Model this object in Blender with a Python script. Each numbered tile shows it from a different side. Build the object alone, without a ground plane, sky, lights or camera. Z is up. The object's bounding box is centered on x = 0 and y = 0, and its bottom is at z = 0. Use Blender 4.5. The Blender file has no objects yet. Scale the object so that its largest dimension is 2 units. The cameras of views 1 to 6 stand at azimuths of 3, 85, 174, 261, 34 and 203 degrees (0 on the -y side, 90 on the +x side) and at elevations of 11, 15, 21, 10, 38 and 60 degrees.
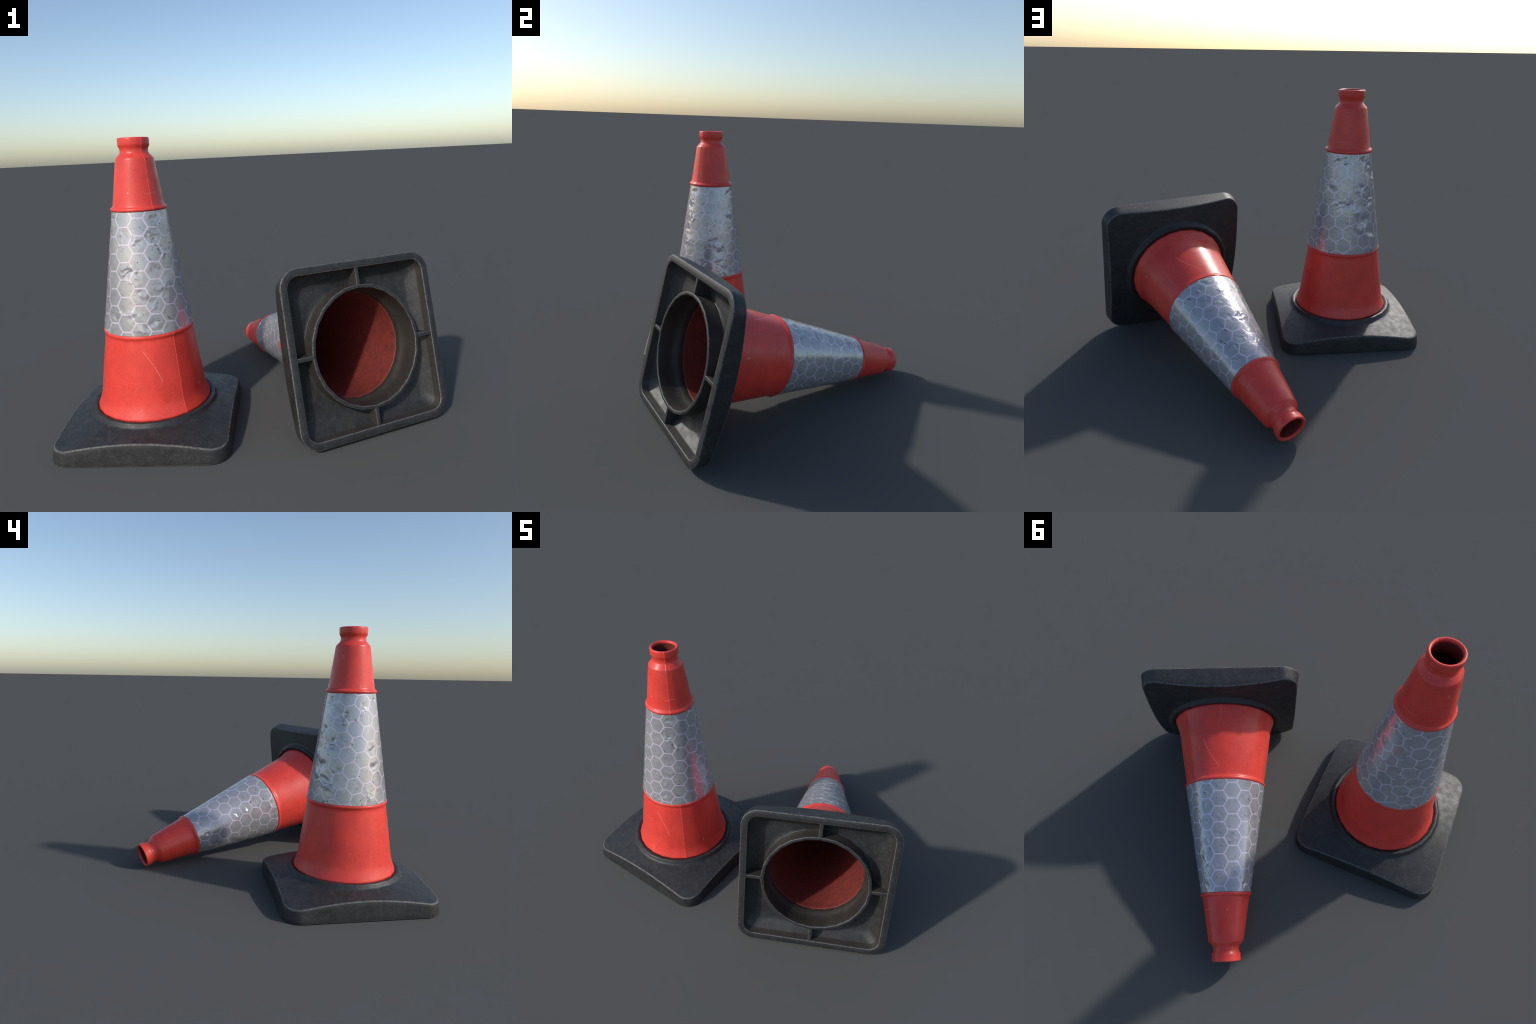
"""Two identical striped road cones: one standing, one toppled onto its base edge and tip."""
import bpy, math, random
from mathutils import Matrix, Vector, noise

TAU = 2 * math.pi

# ------------------------------------------------------------------ materials
class Nodes:
    """Small helper to write node graphs as expressions."""
    def __init__(self, name):
        self.mat = bpy.data.materials.new(name)
        self.mat.use_nodes = True
        self.nt = self.mat.node_tree
        self.bsdf = self.nt.nodes["Principled BSDF"]
        self.co = self.nt.nodes.new("ShaderNodeTexCoord").outputs["Object"]

    def put(self, sock, val):
        if isinstance(val, bpy.types.NodeSocket):
            self.nt.links.new(val, sock)
        else:
            sock.default_value = val

    def math(self, op, a, b=0.0, c=0.0, clamp=False):
        n = self.nt.nodes.new("ShaderNodeMath"); n.operation = op; n.use_clamp = clamp
        for s, v in zip(n.inputs, (a, b, c)):
            self.put(s, v)
        return n.outputs[0]

    def xyz(self):
        n = self.nt.nodes.new("ShaderNodeSeparateXYZ"); self.put(n.inputs[0], self.co)
        return n.outputs

    def vec(self, x, y, z=0.0):
        n = self.nt.nodes.new("ShaderNodeCombineXYZ")
        for s, v in zip(n.inputs, (x, y, z)):
            self.put(s, v)
        return n.outputs[0]

    def noise(self, scale, detail=3.0, rough=0.55, dist=0.0, vec=None, offset=0.0):
        n = self.nt.nodes.new("ShaderNodeTexNoise")
        v = vec if vec is not None else self.co
        if offset:
            a = self.nt.nodes.new("ShaderNodeVectorMath"); a.operation = "ADD"
            self.put(a.inputs[0], v); a.inputs[1].default_value = (offset, offset * .7, -offset)
            v = a.outputs[0]
        self.put(n.inputs["Vector"], v)
        n.inputs["Scale"].default_value = scale; n.inputs["Detail"].default_value = detail
        n.inputs["Roughness"].default_value = rough; n.inputs["Distortion"].default_value = dist
        return n.outputs["Fac"]

    def voronoi(self, scale, vec=None):
        n = self.nt.nodes.new("ShaderNodeTexVoronoi"); n.inputs["Scale"].default_value = scale
        self.put(n.inputs["Vector"], vec if vec is not None else self.co)
        return n.outputs["Distance"], n.outputs["Color"]

    def band(self, val, lo, hi, to_lo=0.0, to_hi=1.0):
        n = self.nt.nodes.new("ShaderNodeMapRange"); n.interpolation_type = "SMOOTHSTEP"
        self.put(n.inputs["Value"], val)
        for k, v in zip(("From Min", "From Max", "To Min", "To Max"), (lo, hi, to_lo, to_hi)):
            n.inputs[k].default_value = v
        return n.outputs["Result"]

    def mix(self, fac, a, b):
        n = self.nt.nodes.new("ShaderNodeMix"); n.data_type = "RGBA"
        self.put(n.inputs["Factor"], fac)
        for s, v in ((n.inputs["A"], a), (n.inputs["B"], b)):
            self.put(s, v if isinstance(v, bpy.types.NodeSocket) else (*v, 1.0))
        return n.outputs["Result"]

    def bump(self, height, strength, distance):
        n = self.nt.nodes.new("ShaderNodeBump")
        n.inputs["Strength"].default_value = strength; n.inputs["Distance"].default_value = distance
        self.put(n.inputs["Height"], height)
        self.put(self.bsdf.inputs["Normal"], n.outputs[0])

    def finish(self, color, rough, metallic=0.0, spec=0.5):
        self.put(self.bsdf.inputs["Base Color"], color if isinstance(color, bpy.types.NodeSocket) else (*color, 1))
        self.put(self.bsdf.inputs["Roughness"], rough)
        self.put(self.bsdf.inputs["Metallic"], metallic)
        self.put(self.bsdf.inputs["Specular IOR Level"], spec)
        return self.mat


# scratches on the plastic: (angle, height) start, end, sag of the arc (m), half width (m), strength
SCRATCHES = [
    (-85.5, .490, -66.0, .334, .009, .0018, .52),   # long curved gouge on the lower body
    (-89.8, .208, -89.8, .176, 0, .0012, .45),
    (-89.0, .206, -95.0, .190, 0, .0010, .35),
    (-56.0, 1.250, -30.0, 1.256, .002, .0022, .35),
    (41.0, 1.232, 77.0, 1.236, -.002, .0010, .55),
    (53.0, 1.406, 73.0, 1.403, 0, .0010, .40),
    (-146.0, 1.380, -144.3, 1.310, 0, .0010, .60),
    (-176.5, 1.215, -174.5, 1.188, 0, .0013, .50),
    (-8.5, 1.425, -7.6, 1.318, 0, .0007, .45),
    (-103.5, 1.365, -118.0, 1.343, 0, .0009, .30),
    (133.0, 1.370, 135.0, 1.356, 0, .0022, .45),
    (-98.3, 1.2605, -98.3, 1.2595, 0, .0034, .95),  # round chips
    (-17.0, .262, -16.7, .248, 0, .0028, .80),
    (-35.0, .438, -35.0, .437, 0, .0020, .50),
    (58.0, .204, 60.0, .190, 0, .0014, .40),
    (169.0, .315, 167.0, .290, .003, .0022, .25),
]


def red_plastic():
    m = Nodes("red_plastic")
    x, y, z = m.xyz()
    ang = m.math("ARCTAN2", y, x)
    rad = m.math("SQRT", m.math("ADD", m.math("MULTIPLY", x, x), m.math("MULTIPLY", y, y)))
    wobble = m.math("MULTIPLY", m.math("SUBTRACT", m.noise(90, 2), .5), .0035)
    grit = m.band(m.noise(320, 3), .36, .56)
    marks = 0.0
    for a0, z0, a1, z1, sag, half, power in SCRATCHES:
        am = math.radians((a0 + a1) / 2); zm = (z0 + z1) / 2
        rr = .0958 + (1.425 - zm) * .1475                # body radius at that height
        du = math.radians(a1 - a0) * rr; dz = z1 - z0
        ln = math.hypot(du, dz); ux, uz = du / ln, dz / ln
        px = m.math("MULTIPLY", m.math("SUBTRACT", ang, am), rr)
        pz = m.math("SUBTRACT", z, zm)
        along = m.math("ADD", m.math("MULTIPLY", px, ux), m.math("MULTIPLY", pz, uz))
        across = m.math("SUBTRACT", m.math("MULTIPLY", pz, ux), m.math("MULTIPLY", px, uz))
        q = m.math("DIVIDE", along, ln / 2)
        arc = m.math("MULTIPLY", m.math("SUBTRACT", 1.0, m.math("MULTIPLY", q, q)), sag)
        off = m.math("ABSOLUTE", m.math("ADD", m.math("SUBTRACT", across, arc), wobble if ln > .01 else 0.0))
        over = m.math("MAXIMUM", m.math("SUBTRACT", m.math("ABSOLUTE", along), ln / 2), 0.0)
        d = m.math("SQRT", m.math("ADD", m.math("MULTIPLY", off, off), m.math("MULTIPLY", over, over)))
        s = m.math("MULTIPLY", m.band(d, half * .45, half * 1.25, 1.0, 0.0), power)
        if ln > .01:
            s = m.math("MULTIPLY", s, grit)
        marks = m.math("MAXIMUM", marks, s)
    # random small scuffs
    stretch = m.vec(m.math("MULTIPLY", x, 1.0), m.math("MULTIPLY", y, 1.0), m.math("MULTIPLY", z, .35))
    scuff = m.math("MULTIPLY", m.band(m.noise(60, 4, .6, .6, stretch, 3.1), .70, .78), .22)
    # hair-like grime: thin iso-lines of a warped noise inside soft patches
    hair = m.math("ABSOLUTE", m.math("SUBTRACT", m.noise(85, 4, .65, 1.6), .5))
    hair = m.band(hair, .006, .034, 1.0, 0.0)
    patch = m.band(m.noise(9, 3, .6, .3, None, 7.7), .36, .60)
    grime = m.math("MULTIPLY", m.math("MULTIPLY", hair, patch), .55)
    tone = m.band(m.noise(6, 4, .6), .3, .7)
    col = m.mix(tone, (.69, .052, .037), (.78, .064, .046))
    col = m.mix(m.math("MULTIPLY", m.band(m.noise(38, 5, .7, .8, None, 1.3), .48, .72), .27), col, (.40, .03, .024))
    col = m.mix(grime, col, (.22, .028, .026))
    col = m.mix(scuff, col, (.85, .25, .22))
    col = m.mix(marks, col, (.78, .42, .38))
    rough = m.band(m.noise(22, 4), .3, .7, .30, .42)
    m.bump(m.math("ADD", m.noise(260, 3), m.math("MULTIPLY", m.noise(30, 3), 1.0)), .05, .002)
    return m.finish(col, rough, spec=.45)


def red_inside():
    m = Nodes("dark_red_inner_face")
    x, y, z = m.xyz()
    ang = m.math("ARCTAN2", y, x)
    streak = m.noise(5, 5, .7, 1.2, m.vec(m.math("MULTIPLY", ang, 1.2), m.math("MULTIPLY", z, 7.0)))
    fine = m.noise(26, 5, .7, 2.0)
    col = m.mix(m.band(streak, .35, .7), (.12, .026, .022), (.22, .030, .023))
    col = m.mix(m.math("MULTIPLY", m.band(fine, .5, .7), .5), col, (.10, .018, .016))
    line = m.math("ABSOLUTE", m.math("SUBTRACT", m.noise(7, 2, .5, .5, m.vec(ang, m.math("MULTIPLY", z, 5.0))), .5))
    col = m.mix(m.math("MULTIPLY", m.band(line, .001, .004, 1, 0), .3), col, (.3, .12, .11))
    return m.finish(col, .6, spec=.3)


def rubber(name, base, light, dust, speck):
    m = Nodes(name)
    blotch = m.band(m.noise(11, 5, .65, .4), .32, .70)
    col = m.mix(blotch, base, light)
    col = m.mix(m.math("MULTIPLY", m.band(m.noise(34, 4, .7, .5, None, 4.4), .45, .72), .5), col, dust)
    d, c = m.voronoi(150)
    rnd = m.nt.nodes.new("ShaderNodeSeparateColor"); m.put(rnd.inputs[0], c)
    keep = m.band(rnd.outputs[0], .62, .68)
    size = m.math("MULTIPLY", rnd.outputs[1], .30)
    dots = m.math("MULTIPLY", m.math("LESS_THAN", d, size), keep)
    dots = m.math("MULTIPLY", dots, m.band(m.noise(16, 3, .6, 0, None, 9.0), .34, .56))
    fine = m.band(m.noise(230, 3), .58, .74)
    col = m.mix(m.math("MULTIPLY", dots, .60 * speck), col, (.13, .13, .125))
    col = m.mix(m.math("MULTIPLY", fine, .45 * speck), col, (.085, .085, .082))
    rough = m.band(m.noise(25, 4), .3, .7, .44, .56)
    m.bump(m.math("ADD", m.noise(190, 3, .6), m.math("MULTIPLY", m.noise(60, 2), .25)), .35, .0025)
    return m.finish(col, rough, spec=.45)


def pale_edge_rubber():
    m = Nodes("pale_rubber_edge")
    k = m.band(m.noise(70, 4, .65), .30, .62)
    col = m.mix(k, (.034, .034, .034), (.110, .108, .104))  # mottled paler grey along the bevelled edges
    m.bump(m.noise(180, 3), .3, .002)
    return m.finish(col, .55, spec=.4)


# hexagon sheeting is laid out flat (the sleeve unrolled) and wrapped round the cone
SLEEVE_APEX, SLEEVE_SIN, SLEEVE_COS = 2.0720, .15091, .98855
HEX = dict(flat=.0823, x0=.0267, y0=.0401, turn=-.0057, spread=.9828, stretch=.9604)


def reflective_film():
    m = Nodes("hexagon_reflective_film")
    x, y, z = m.xyz()
    # angle measured from the front (-y), cut at the back (+y) where the sheet joins
    ang = m.math("ARCTAN2", x, m.math("MULTIPLY", y, -1.0))
    phi = m.math("MULTIPLY", ang, SLEEVE_SIN * HEX["spread"])
    s = m.math("MULTIPLY", m.math("SUBTRACT", SLEEVE_APEX, z), HEX["stretch"] / SLEEVE_COS)
    fx = m.math("MULTIPLY", s, m.math("SINE", phi))
    fy = m.math("MULTIPLY", s, m.math("MULTIPLY", m.math("COSINE", phi), -1.0))
    c, sn = math.cos(HEX["turn"]), math.sin(HEX["turn"])
    gx = m.math("ADD", m.math("MULTIPLY", fx, c), m.math("MULTIPLY", fy, sn))
    gy = m.math("SUBTRACT", m.math("MULTIPLY", fy, c), m.math("MULTIPLY", fx, sn))
    h = HEX["flat"]
    # flat-top hexagons: unit cell 1 x sqrt(3) with the long side along x
    u = m.math("DIVIDE", m.math("SUBTRACT", gy, HEX["y0"]), h)
    v = m.math("DIVIDE", m.math("SUBTRACT", gx, HEX["x0"]), h)
    r3 = math.sqrt(3)

    def cell(du, dv):
        a = m.math("SUBTRACT", m.math("FLOORED_MODULO", m.math("ADD", u, du), 1.0), .5)
        b = m.math("SUBTRACT", m.math("FLOORED_MODULO", m.math("ADD", v, dv), r3), r3 / 2)
        a, b = m.math("ABSOLUTE", a), m.math("ABSOLUTE", b)
        return m.math("MAXIMUM", a, m.math("ADD", m.math("MULTIPLY", a, .5), m.math("MULTIPLY", b, r3 / 2)))
    edge = m.math("SUBTRACT", .5, m.math("MINIMUM", cell(.5, r3 / 2), cell(0.0, 0.0)))
    frayed = m.math("ADD", edge, m.math("MULTIPLY", m.math("SUBTRACT", m.noise(160, 3), .5), .014))
    line = m.band(frayed, .032, .052, 1.0, 0.0)
    # grime: black nicks and smudges in clusters
    where = m.band(m.noise(10, 3, .6, .3, None, 5.2), .44, .56)
    tilt = m.vec(m.math("ADD", x, m.math("MULTIPLY", z, .5)), y, m.math("MULTIPLY", z, 1.5))
    nick = m.band(m.noise(44, 4, .60, .9, tilt, 2.2), .615, .655)
    nick = m.math("MULTIPLY", nick, where)
    d, col_id = m.voronoi(58)
    rnd = m.nt.nodes.new("ShaderNodeSeparateColor"); m.put(rnd.inputs[0], col_id)
    pin = m.math("MULTIPLY", m.math("LESS_THAN", d, m.math("MULTIPLY", rnd.outputs[1], .20)), m.band(rnd.outputs[0], .80, .84))
    grime = m.math("MAXIMUM", nick, pin)
    haze = m.band(m.noise(13, 5, .68, .8, None, 8.5), .42, .72)
    fill = m.mix(haze, (.42, .42, .435), (.35, .35, .37))
    weave = m.band(m.noise(420, 2), .35, .65)
    fill = m.mix(m.math("MULTIPLY", weave, .25), fill, (.46, .46, .475))
    col = m.mix(m.math("MULTIPLY", line, .88), fill, (.65, .565, .68))
    col = m.mix(m.math("MULTIPLY", grime, .85), col, (.045, .045, .045))
    metal = m.math("MULTIPLY", m.band(m.math("MAXIMUM", m.math("MULTIPLY", line, .40), grime), 0.0, 1.0, 1.0, 0.0), .40)
    rough = m.band(m.noise(18, 4, .65, .5, None, 2.9), .32, .70, .16, .28)
    crumple = m.band(m.noise(7, 3, .6, .4, None, 6.1), .40, .66)
    crease = m.math("ABSOLUTE", m.math("SUBTRACT", m.noise(34, 4, .6, .8, None, 1.7), .5))
    crease = m.math("MULTIPLY", m.math("MULTIPLY", crease, crumple), 1.3)
    m.bump(m.math("ADD", m.math("ADD", m.math("MULTIPLY", line, .25), crease), m.math("MULTIPLY", m.noise(55, 3), .7)), .16, .004)
    m.bsdf.inputs["Coat Weight"].default_value = .10
    m.bsdf.inputs["Coat Roughness"].default_value = .12
    return m.finish(col, rough, metal)


# ------------------------------------------------------------------ geometry
def build_mesh(name, rings, closed_u, closed_v, mats, face_mat=None):
    """Skin a grid: rings[j][i] are points; closed_u wraps i, closed_v wraps j."""
    nj, ni = len(rings), len(rings[0])
    verts = [p for r in rings for p in r]
    faces, idx = [], []
    for j in range(nj if closed_v else nj - 1):
        k = (j + 1) % nj
        for i in range(ni if closed_u else ni - 1):
            q = (i + 1) % ni
            faces.append((j * ni + i, j * ni + q, k * ni + q, k * ni + i))
            idx.append(face_mat(j) if face_mat else 0)
    if not closed_u:                                   # cap both ends of an open sweep
        faces.append(tuple(j * ni for j in range(nj))); idx.append(0)
        faces.append(tuple(j * ni + ni - 1 for j in reversed(range(nj)))); idx.append(0)
    me = bpy.data.meshes.new(name)
    me.from_pydata(verts, [], faces)
    for mt in mats:
        me.materials.append(mt)
    me.polygons.foreach_set("material_index", idx)
    me.polygons.foreach_set("use_smooth", [True] * len(faces))
    me.update()
    return me


def fix_normals(me):
    import bmesh
    bm = bmesh.new(); bm.from_mesh(me)
    bmesh.ops.recalc_face_normals(bm, faces=bm.faces)
    bm.to_mesh(me); bm.free()


def sharpen(me, degrees):
    me.set_sharp_from_angle(angle=math.radians(degrees))


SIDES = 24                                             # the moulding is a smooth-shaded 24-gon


def chord(a):
    """Shrink factor that turns a circle into the 24-gon with a corner on every 15 degrees."""
    step = TAU / SIDES
    return math.cos(step / 2) / math.cos(a % step - step / 2)


def seam_crease(angle, side_angle):
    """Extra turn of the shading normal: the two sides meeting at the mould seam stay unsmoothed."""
    step = TAU / SIDES
    d = (angle - SEAM + math.pi) % TAU - math.pi
    side = (side_angle - SEAM + math.pi) % TAU - math.pi
    if abs(d) >= step:
        return 0.0
    return math.copysign(step / 3, side) * (1 - abs(d) / step)


def flatten_sides(me, factor, crease=None):
    """Move the points onto the polygon's sides but keep the round surface's shading normals."""
    keep = [tuple(c.vector) for c in me.corner_normals]
    if crease:
        for f in me.polygons:
            fa = math.atan2(f.center.y, f.center.x)
            for li in f.loop_indices:
                v = me.vertices[me.loops[li].vertex_index].co
                t = crease(math.atan2(v.y, v.x), fa)
                if t:
                    x, y, z = keep[li]
                    keep[li] = (x * math.cos(t) - y * math.sin(t), x * math.sin(t) + y * math.cos(t), z)
    for v in me.vertices:
        k = factor(v.co)
        v.co.x *= k; v.co.y *= k
    me.update()
    me.normals_split_custom_set(keep)


def round_to_polygon(co):
    return chord(math.atan2(co.y, co.x))


# ---- cone body: a lathe profile (radius, height), outside going up then inside going down
SEAM = math.radians(-45)
OUTSIDE = [
    (.2890, .1470), (.2955, .1490), (.2980, .1530), (.2982, .1580), (.2955, .1645), (.2890, .1790),
    (.2822, .1970), (.2772, .2130), (.2738, .2270), (.2616, .3100), (.2450, .4220), (.2300, .5250),
    (.2279, .5385), (.2284, .5450), (.2310, .5490), (.2329, .5530), (.2334, .5580), (.2325, .5630),
    (.2302, .5660), (.2255, .5673), (.2230, .5710), (.1330, 1.1660), (.1345, 1.1685), (.1385, 1.1690),
    (.1415, 1.1715), (.1427, 1.1760), (.1420, 1.1810), (.1392, 1.1850), (.1345, 1.1880), (.1312, 1.1915),
    (.1298, 1.1960), (.1130, 1.3080), (.0964, 1.4195), (.0955, 1.4240), (.0925, 1.4280), (.0765, 1.4450),
    (.0728, 1.4490), (.0709, 1.4545), (.0704, 1.4620), (.0704, 1.4700), (.0714, 1.4750), (.0765, 1.4845),
    (.0780, 1.4890), (.0782, 1.4950), (.0790, 1.5180), (.0784, 1.5228), (.0765, 1.5252), (.0735, 1.5262),
    (.0695, 1.5256), (.0660, 1.5232),
]
INSIDE = [
    (.0640, 1.5190), (.0632, 1.5130), (.0630, 1.4980), (.0636, 1.4780), (.0642, 1.4530), (.0700, 1.4440),
    (.0890, 1.4210), (.1060, 1.3080), (.1230, 1.1900), (.1275, 1.1600), (.2150, .5750), (.2195, .5450),
    (.2370, .4220), (.2650, .2260), (.2695, .1960), (.2735, .1640), (.2742, .1510), (.2756, .1478), (.2800, .1465),
]


def cone_mesh(mats):
    angles = [TAU * i / 160 for i in range(160)]
    for d in (0, .2, .4, .6, .8, 1.0, 1.3, 1.7, 2.6, 3.3):    # finer round the mould seam
        for s in ((1, -1) if d else (1,)):
            angles.append((SEAM + math.radians(d) * s) % TAU)
    angles = sorted(set(round(a, 6) for a in angles))
    # subdivide long straight runs so the surface carries its own slight unevenness
    prof = []
    for k, (a, b) in enumerate(zip(OUTSIDE, OUTSIDE[1:])):
        n = max(1, int(math.dist(a, b) / .03))
        prof += [(a[0] + (b[0] - a[0]) * t / n, a[1] + (b[1] - a[1]) * t / n, True) for t in range(n)]
    prof.append((*OUTSIDE[-1], True))
    prof += [(r, z, False) for r, z in INSIDE]
    rings = []
    for r, z, outer in prof:
        ring = []
        for a in angles:
            rr = r
            if outer:
                da = (a - SEAM + math.pi) % TAU - math.pi
                arc = da * r
                rr += .0005 * math.exp(-(arc / .0018) ** 2)              # mould seam ridge
                rr += .0006 * math.tanh(arc / .002) * math.exp(-(arc / .012) ** 2)
                p = Vector((math.cos(a) * r, math.sin(a) * r, z))
                rr += .0008 * noise.noise(p * 7)
            ring.append((math.cos(a) * rr, math.sin(a) * rr, z))
        rings.append(ring)
    n_out = sum(1 for p in prof if p[2])
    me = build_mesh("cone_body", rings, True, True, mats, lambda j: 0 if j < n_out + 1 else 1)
    fix_normals(me); sharpen(me, 50)
    flatten_sides(me, round_to_polygon, seam_crease)
    return me


# ---- base: every loop is a circle or a rounded square, so one skinned ring of loops makes it all
HALF, HALF_TOP, CORNER = .4378, .4290, .1025


def square_radius(a, half, rc):
    """Distance from the centre to a rounded square, in direction a."""
    c, s = abs(math.cos(a)), abs(math.sin(a))
    if c < s:
        c, s = s, c
    k = half - rc
    if half * s / c <= k:
        return half / c
    b = k * (c + s)
    return b + math.sqrt(max(b * b - 2 * k * k + rc * rc, 0))


def top_height(rho):
    d = rho - .344
    return .1318 - .274 * d + .02 * d * d


def base_mesh(mats):
    na = 480
    angles = [TAU * (i + .5) / na for i in range(na)]
    rings, slot = [], []
    RUB, PALE, DUST = 0, 1, 2

    def circle(r, z, m=RUB):
        rings.append([(r * math.cos(a), r * math.sin(a), z) for a in angles]); slot.append(m)

    def square(half, zf, m=RUB):
        rc = max(CORNER - (HALF - half), .055)
        out = []
        for a in angles:
            r = square_radius(a, half, rc)
            out.append((r * math.cos(a), r * math.sin(a), zf(r) if callable(zf) else zf))
        rings.append(out); slot.append(m)

    # collar, from the gap beside the plastic outwards
    for r, z in ((.2970, .1500), (.3030, .1522), (.3060, .1552), (.3115, .1573), (.3170, .1580), (.3232, .1575),
                 (.3262, .1552), (.3292, .1500), (.3332, .1405), (.3372, .1352), (.3430, .1326)):
        circle(r, z)
    # sloping deck blends from the collar circle to the square edge; it is conical, so the edge arches
    inset = HALF_TOP - .0065
    rows = 26
    for t in range(1, rows + 1):
        f = t / rows
        ring = []
        for a in angles:
            r = .3430 + (square_radius(a, inset, CORNER - .012) - .3430) * f
            p = Vector((r * math.cos(a), r * math.sin(a), 0))
            ring.append((p.x, p.y, top_height(r) + .0008 * noise.noise(p * 9) * math.sin(math.pi * f)))
        rings.append(ring); slot.append(RUB)
    slot[-1] = PALE
    square(HALF_TOP - .0022, lambda r: top_height(r) - .0012, PALE)
    square(HALF_TOP - .0002, lambda r: top_height(r) - .0050, RUB)
    for f in (.25, .5, .75):
        square(HALF_TOP + (HALF - HALF_TOP) * f, lambda r, f=f: (top_height(r) - .005) * (1 - f) + .012 * f)
    square(HALF, .0120)
    square(HALF, .0060, PALE)
    square(HALF - .0012, .0022, PALE)
    square(HALF - .0045, 0.0)
    # underside: flat border, recess wall, sloping band, floor
    square(.4020, 0.0, PALE)
    square(.3992, .0010, PALE)
    square(.3978, .0045, DUST)
    square(.3920, .0390, DUST)
    square(.3880, .0450, RUB)
    square(.3420, .0770, RUB)
    square(.3350, .0805, RUB)
    for f in (.35, .7):
        ring = []
        for a in angles:
            r = square_radius(a, .3350, .055) * (1 - f) + .3200 * f
            ring.append((r * math.cos(a), r * math.sin(a), .0805 + .004 * f))
        rings.append(ring); slot.append(RUB)
    # ring wall round the socket
    circle(.3195, .0850, DUST)
    circle(.3165, .0815, DUST)
    circle(.3142, .0100, PALE)
    circle(.3136, .0058, PALE)
    circle(.3115, .0042, RUB)
    circle(.2990, .0042, PALE)
    circle(.2970, .0055, PALE)
    circle(.2962, .0090, DUST)
    for r, z in ((.2948, .0380), (.2932, .0640), (.2918, .0820), (.2885, .0960), (.2830, .1090), (.2785, .1180),
                 (.2762, .1300), (.2762, .1440), (.2860, .1440), (.2970, .1430)):
        circle(r, z, DUST)
    me = build_mesh("base", rings, True, True, mats, lambda j: slot[j])
    fix_normals(me); sharpen(me, 60)

    def factor(co):                                    # polygon near the socket, true square outside
        rho = math.hypot(co.x, co.y)
        f = max(0.0, min(1.0, (.385 - rho) / .040))
        return 1 + (chord(math.atan2(co.y, co.x)) - 1) * f
    flatten_sides(me, factor)
    return me


def rib_mesh(mats):
    """Stiffening web between the socket wall and the border, along +x, edges rounded."""
    r0, r1, lo, hi, w, b = .3120, .4000, .0045, .0900, .0098, .0022
    section = [(-w - .003, hi), (-w, lo + b), (-w + b * .3, lo + b * .3), (-w + b, lo),
               (w - b, lo), (w - b * .3, lo + b * .3), (w, lo + b), (w + .003, hi)]
    rings = []
    for k in range(9):
        x = r0 + (r1 - r0) * k / 8
        rings.append([(x, y, z) for y, z in section])
    ni = len(section)
    verts = [p for r in rings for p in r]
    faces, idx = [], []
    for j in range(8):
        for i in range(ni):
            q = (i + 1) % ni
            faces.append((j * ni + i, j * ni + q, (j + 1) * ni + q, (j + 1) * ni + i))
            idx.append(1 if i in (1, 2, 4, 5) else (2 if i in (0, 6) else 0))
    faces += [tuple(range(ni)), tuple(reversed(range(8 * ni, 9 * ni)))]; idx += [0, 0]
    me = bpy.data.meshes.new("rib")
    me.from_pydata(verts, [], faces)
    for mt in mats:
        me.materials.append(mt)
    me.polygons.foreach_set("material_index", idx)
    me.polygons.foreach_set("use_smooth", [True] * len(faces))
    me.update(); fix_normals(me); sharpen(me, 50)
    return me


# ---- reflective sleeve: a crumpled sheet wrapped once, overlapping at the back
# crumples: (angle, height, size)
DENTS = [
    (-112, 1.050, .030), (-86, 1.018, .026), (-59, 1.048, .026), (-50, 1.120, .030), (-53, 1.050, .028),
    (-44, .960, .030), (-59, .890, .026), (-107, .877, .026), (-87, .869, .026), (-82, .776, .028),
    (-50, .800, .032), (-66, .723, .034), (-83, .600, .024), (-68, .624, .026), (50, 1.130, .024),
    (75, 1.120, .026), (117, 1.128, .024), (131, 1.080, .026), (8, .808, .026), (19, .765, .032),
    (16, .680, .032), (28, .612, .028), (84, .875, .028), (102, .830, .026), (112, .763, .034),
    (126, .686, .034), (145, .740, .022), (-155, .870, .026), (-152, .770, .028), (165, .900, .018),
    (109, .955, .028), (-165, .620, .026), (-170, 1.100, .022), (-140, 1.130, .022),
]


rng = random.Random(4)
DENTS += [(rng.uniform(-180, 180), rng.uniform(.62, 1.12), rng.uniform(.020, .034)) for _ in range(14)]


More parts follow.
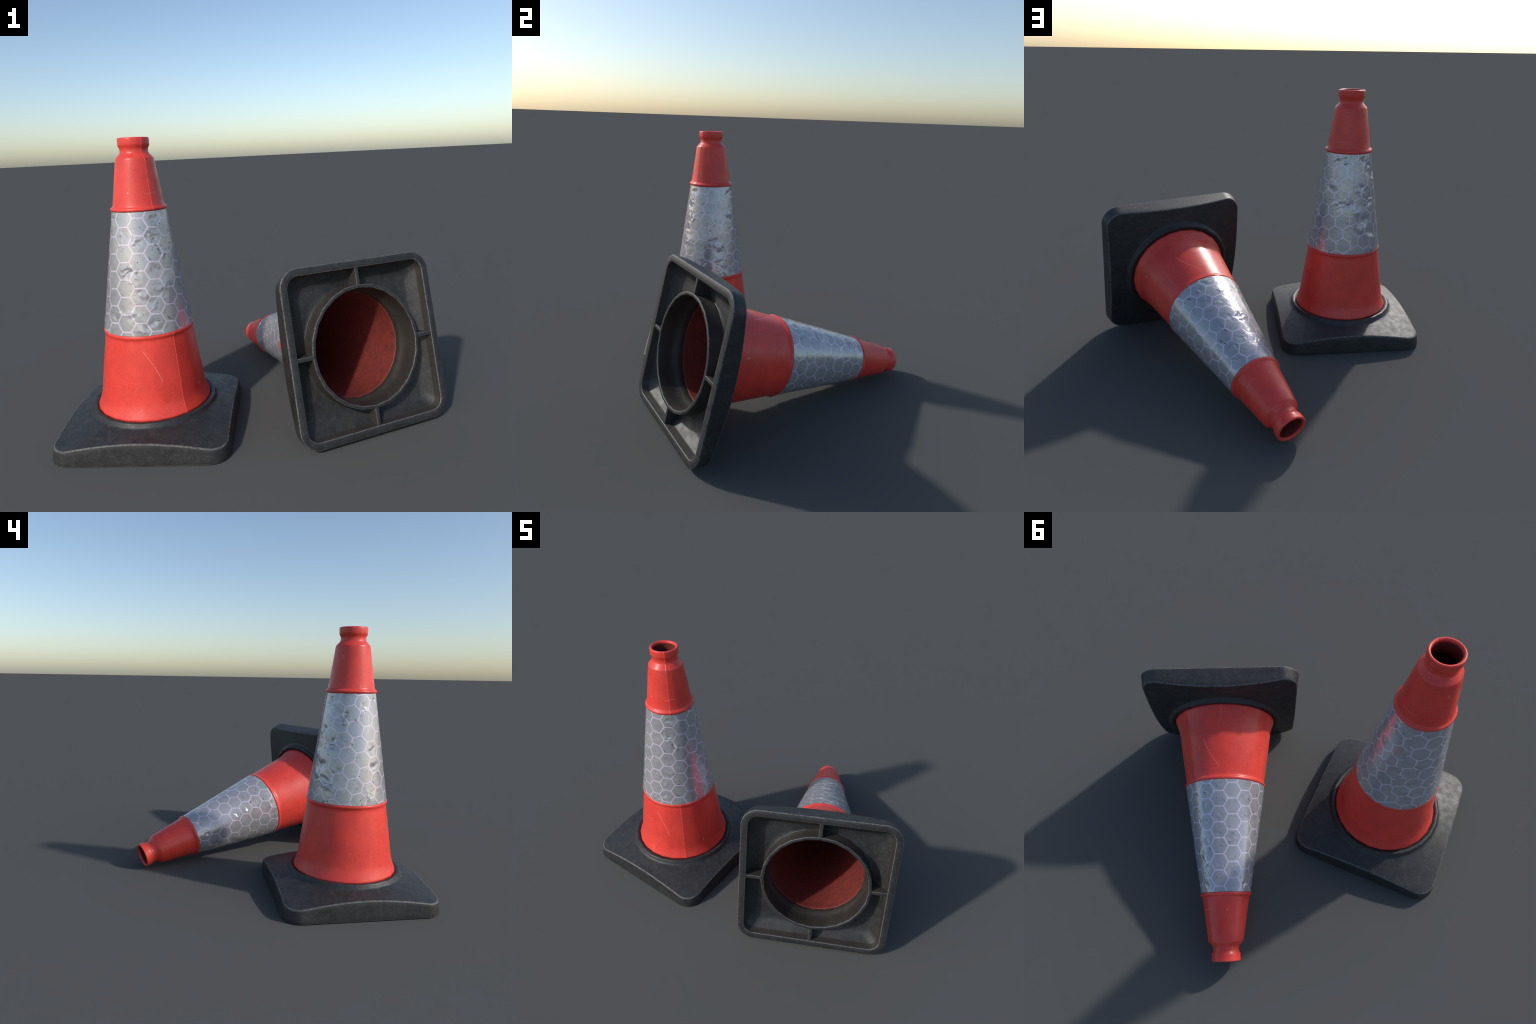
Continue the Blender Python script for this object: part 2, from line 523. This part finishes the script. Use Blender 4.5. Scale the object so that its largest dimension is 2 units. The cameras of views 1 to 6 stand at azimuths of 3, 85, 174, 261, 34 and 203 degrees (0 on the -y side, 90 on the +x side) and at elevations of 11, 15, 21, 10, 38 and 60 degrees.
def sleeve_mesh(mats):
    z_lo, z_hi, rows, cols = .5680, 1.1672, 210, 620
    a_start, a_end = math.radians(88.2), math.radians(450.0)
    spots = [(math.radians(a), z, s) for a, z, s in DENTS]
    outer = []
    for j in range(rows + 1):
        z = z_lo + (z_hi - z_lo) * j / rows
        r = (SLEEVE_APEX - z) * .15266
        rim = min(1.0, min(j, rows - j) / 7)
        ring = []
        for i in range(cols + 1):
            a = a_start + (a_end - a_start) * i / cols
            p = Vector((math.cos(a) * r, math.sin(a) * r, z))
            m = 0.0
            for sa, sz, ss in spots:
                dz = z - sz
                if abs(dz) > 2.6 * ss:
                    continue
                da = ((a - sa + math.pi) % TAU - math.pi) * r
                if abs(da) < 2.6 * ss:
                    m += math.exp(-(da * da + dz * dz) / (ss * ss))
            off = .0010 * noise.noise(p * 9 + Vector((3, 1, 7)))
            if m > .02:
                m = min(m, 1.0)
                w = p + .012 * noise.noise_vector(p * 22)
                off += m * (.0054 * noise.noise(w * 20) + .0022 * noise.noise(w * 44 + Vector((5, 5, 5)))
                            - .0024 * abs(noise.noise(w * 33 + Vector((2, 8, 1)))))
            late = (a - (a_end - math.radians(9))) / math.radians(9)
            lift = .0024 * max(0.0, min(1.0, late)) ** 1.5
            ragged = .0007 * noise.noise(Vector((0, 0, z * 60))) if i > cols - 2 else 0.0
            rr = r + .0002 + off * (.25 + .75 * rim) + lift
            ring.append((math.cos(a + ragged) * rr, math.sin(a + ragged) * rr, z))
        outer.append(ring)
    inner = []
    for z in (z_hi - .001, z_lo + .001):
        r = (SLEEVE_APEX - z) * .15266 - .0040
        inner.append([(math.cos(a) * r, math.sin(a) * r, z)
                      for a in (a_start + (a_end - a_start) * i / cols for i in range(cols + 1))])
    me = build_mesh("reflective_sleeve", outer + inner, False, True, mats)
    fix_normals(me); sharpen(me, 55)
    flatten_sides(me, round_to_polygon)
    return me


# ------------------------------------------------------------------ assembly
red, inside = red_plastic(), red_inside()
black = rubber("black_rubber", (.015, .016, .017), (.027, .028, .029), (.050, .047, .043), 1.0)
dusty = rubber("dusty_brown_rubber", (.027, .023, .020), (.036, .031, .027), (.045, .039, .033), .35)
pale_edge = pale_edge_rubber()
film = reflective_film()

MESH = {
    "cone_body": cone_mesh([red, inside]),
    "reflective_sleeve": sleeve_mesh([film]),
    "base": base_mesh([black, pale_edge, dusty]),
}
RIB = rib_mesh([black, pale_edge, dusty])


def place_cone(label, matrix):
    root = bpy.data.objects.new("traffic_cone", None)
    root.empty_display_size = .2
    bpy.context.collection.objects.link(root)
    root["label"] = label
    root["category"] = "traffic cone"
    for kind, me in MESH.items():
        ob = bpy.data.objects.new(kind, me)
        ob.parent = root
        bpy.context.collection.objects.link(ob)
        if kind == "base":
            for q in range(4):
                rb = bpy.data.objects.new("rib", RIB)
                rb.parent = ob
                rb.rotation_euler = (0, 0, q * math.pi / 2)
                bpy.context.collection.objects.link(rb)
    root.matrix_world = matrix


place_cone("upright red road cone, silver hexagon sleeve, black base",
           Matrix.Translation((-.5618, -.4034, 0)))

turn = Vector((-1.7749, -.4108, .3189))
place_cone("toppled red road cone, silver hexagon sleeve, black base",
           Matrix.Translation((.5706, -.5301, .4460)) @ Matrix.Rotation(turn.length, 4, turn.normalized()))
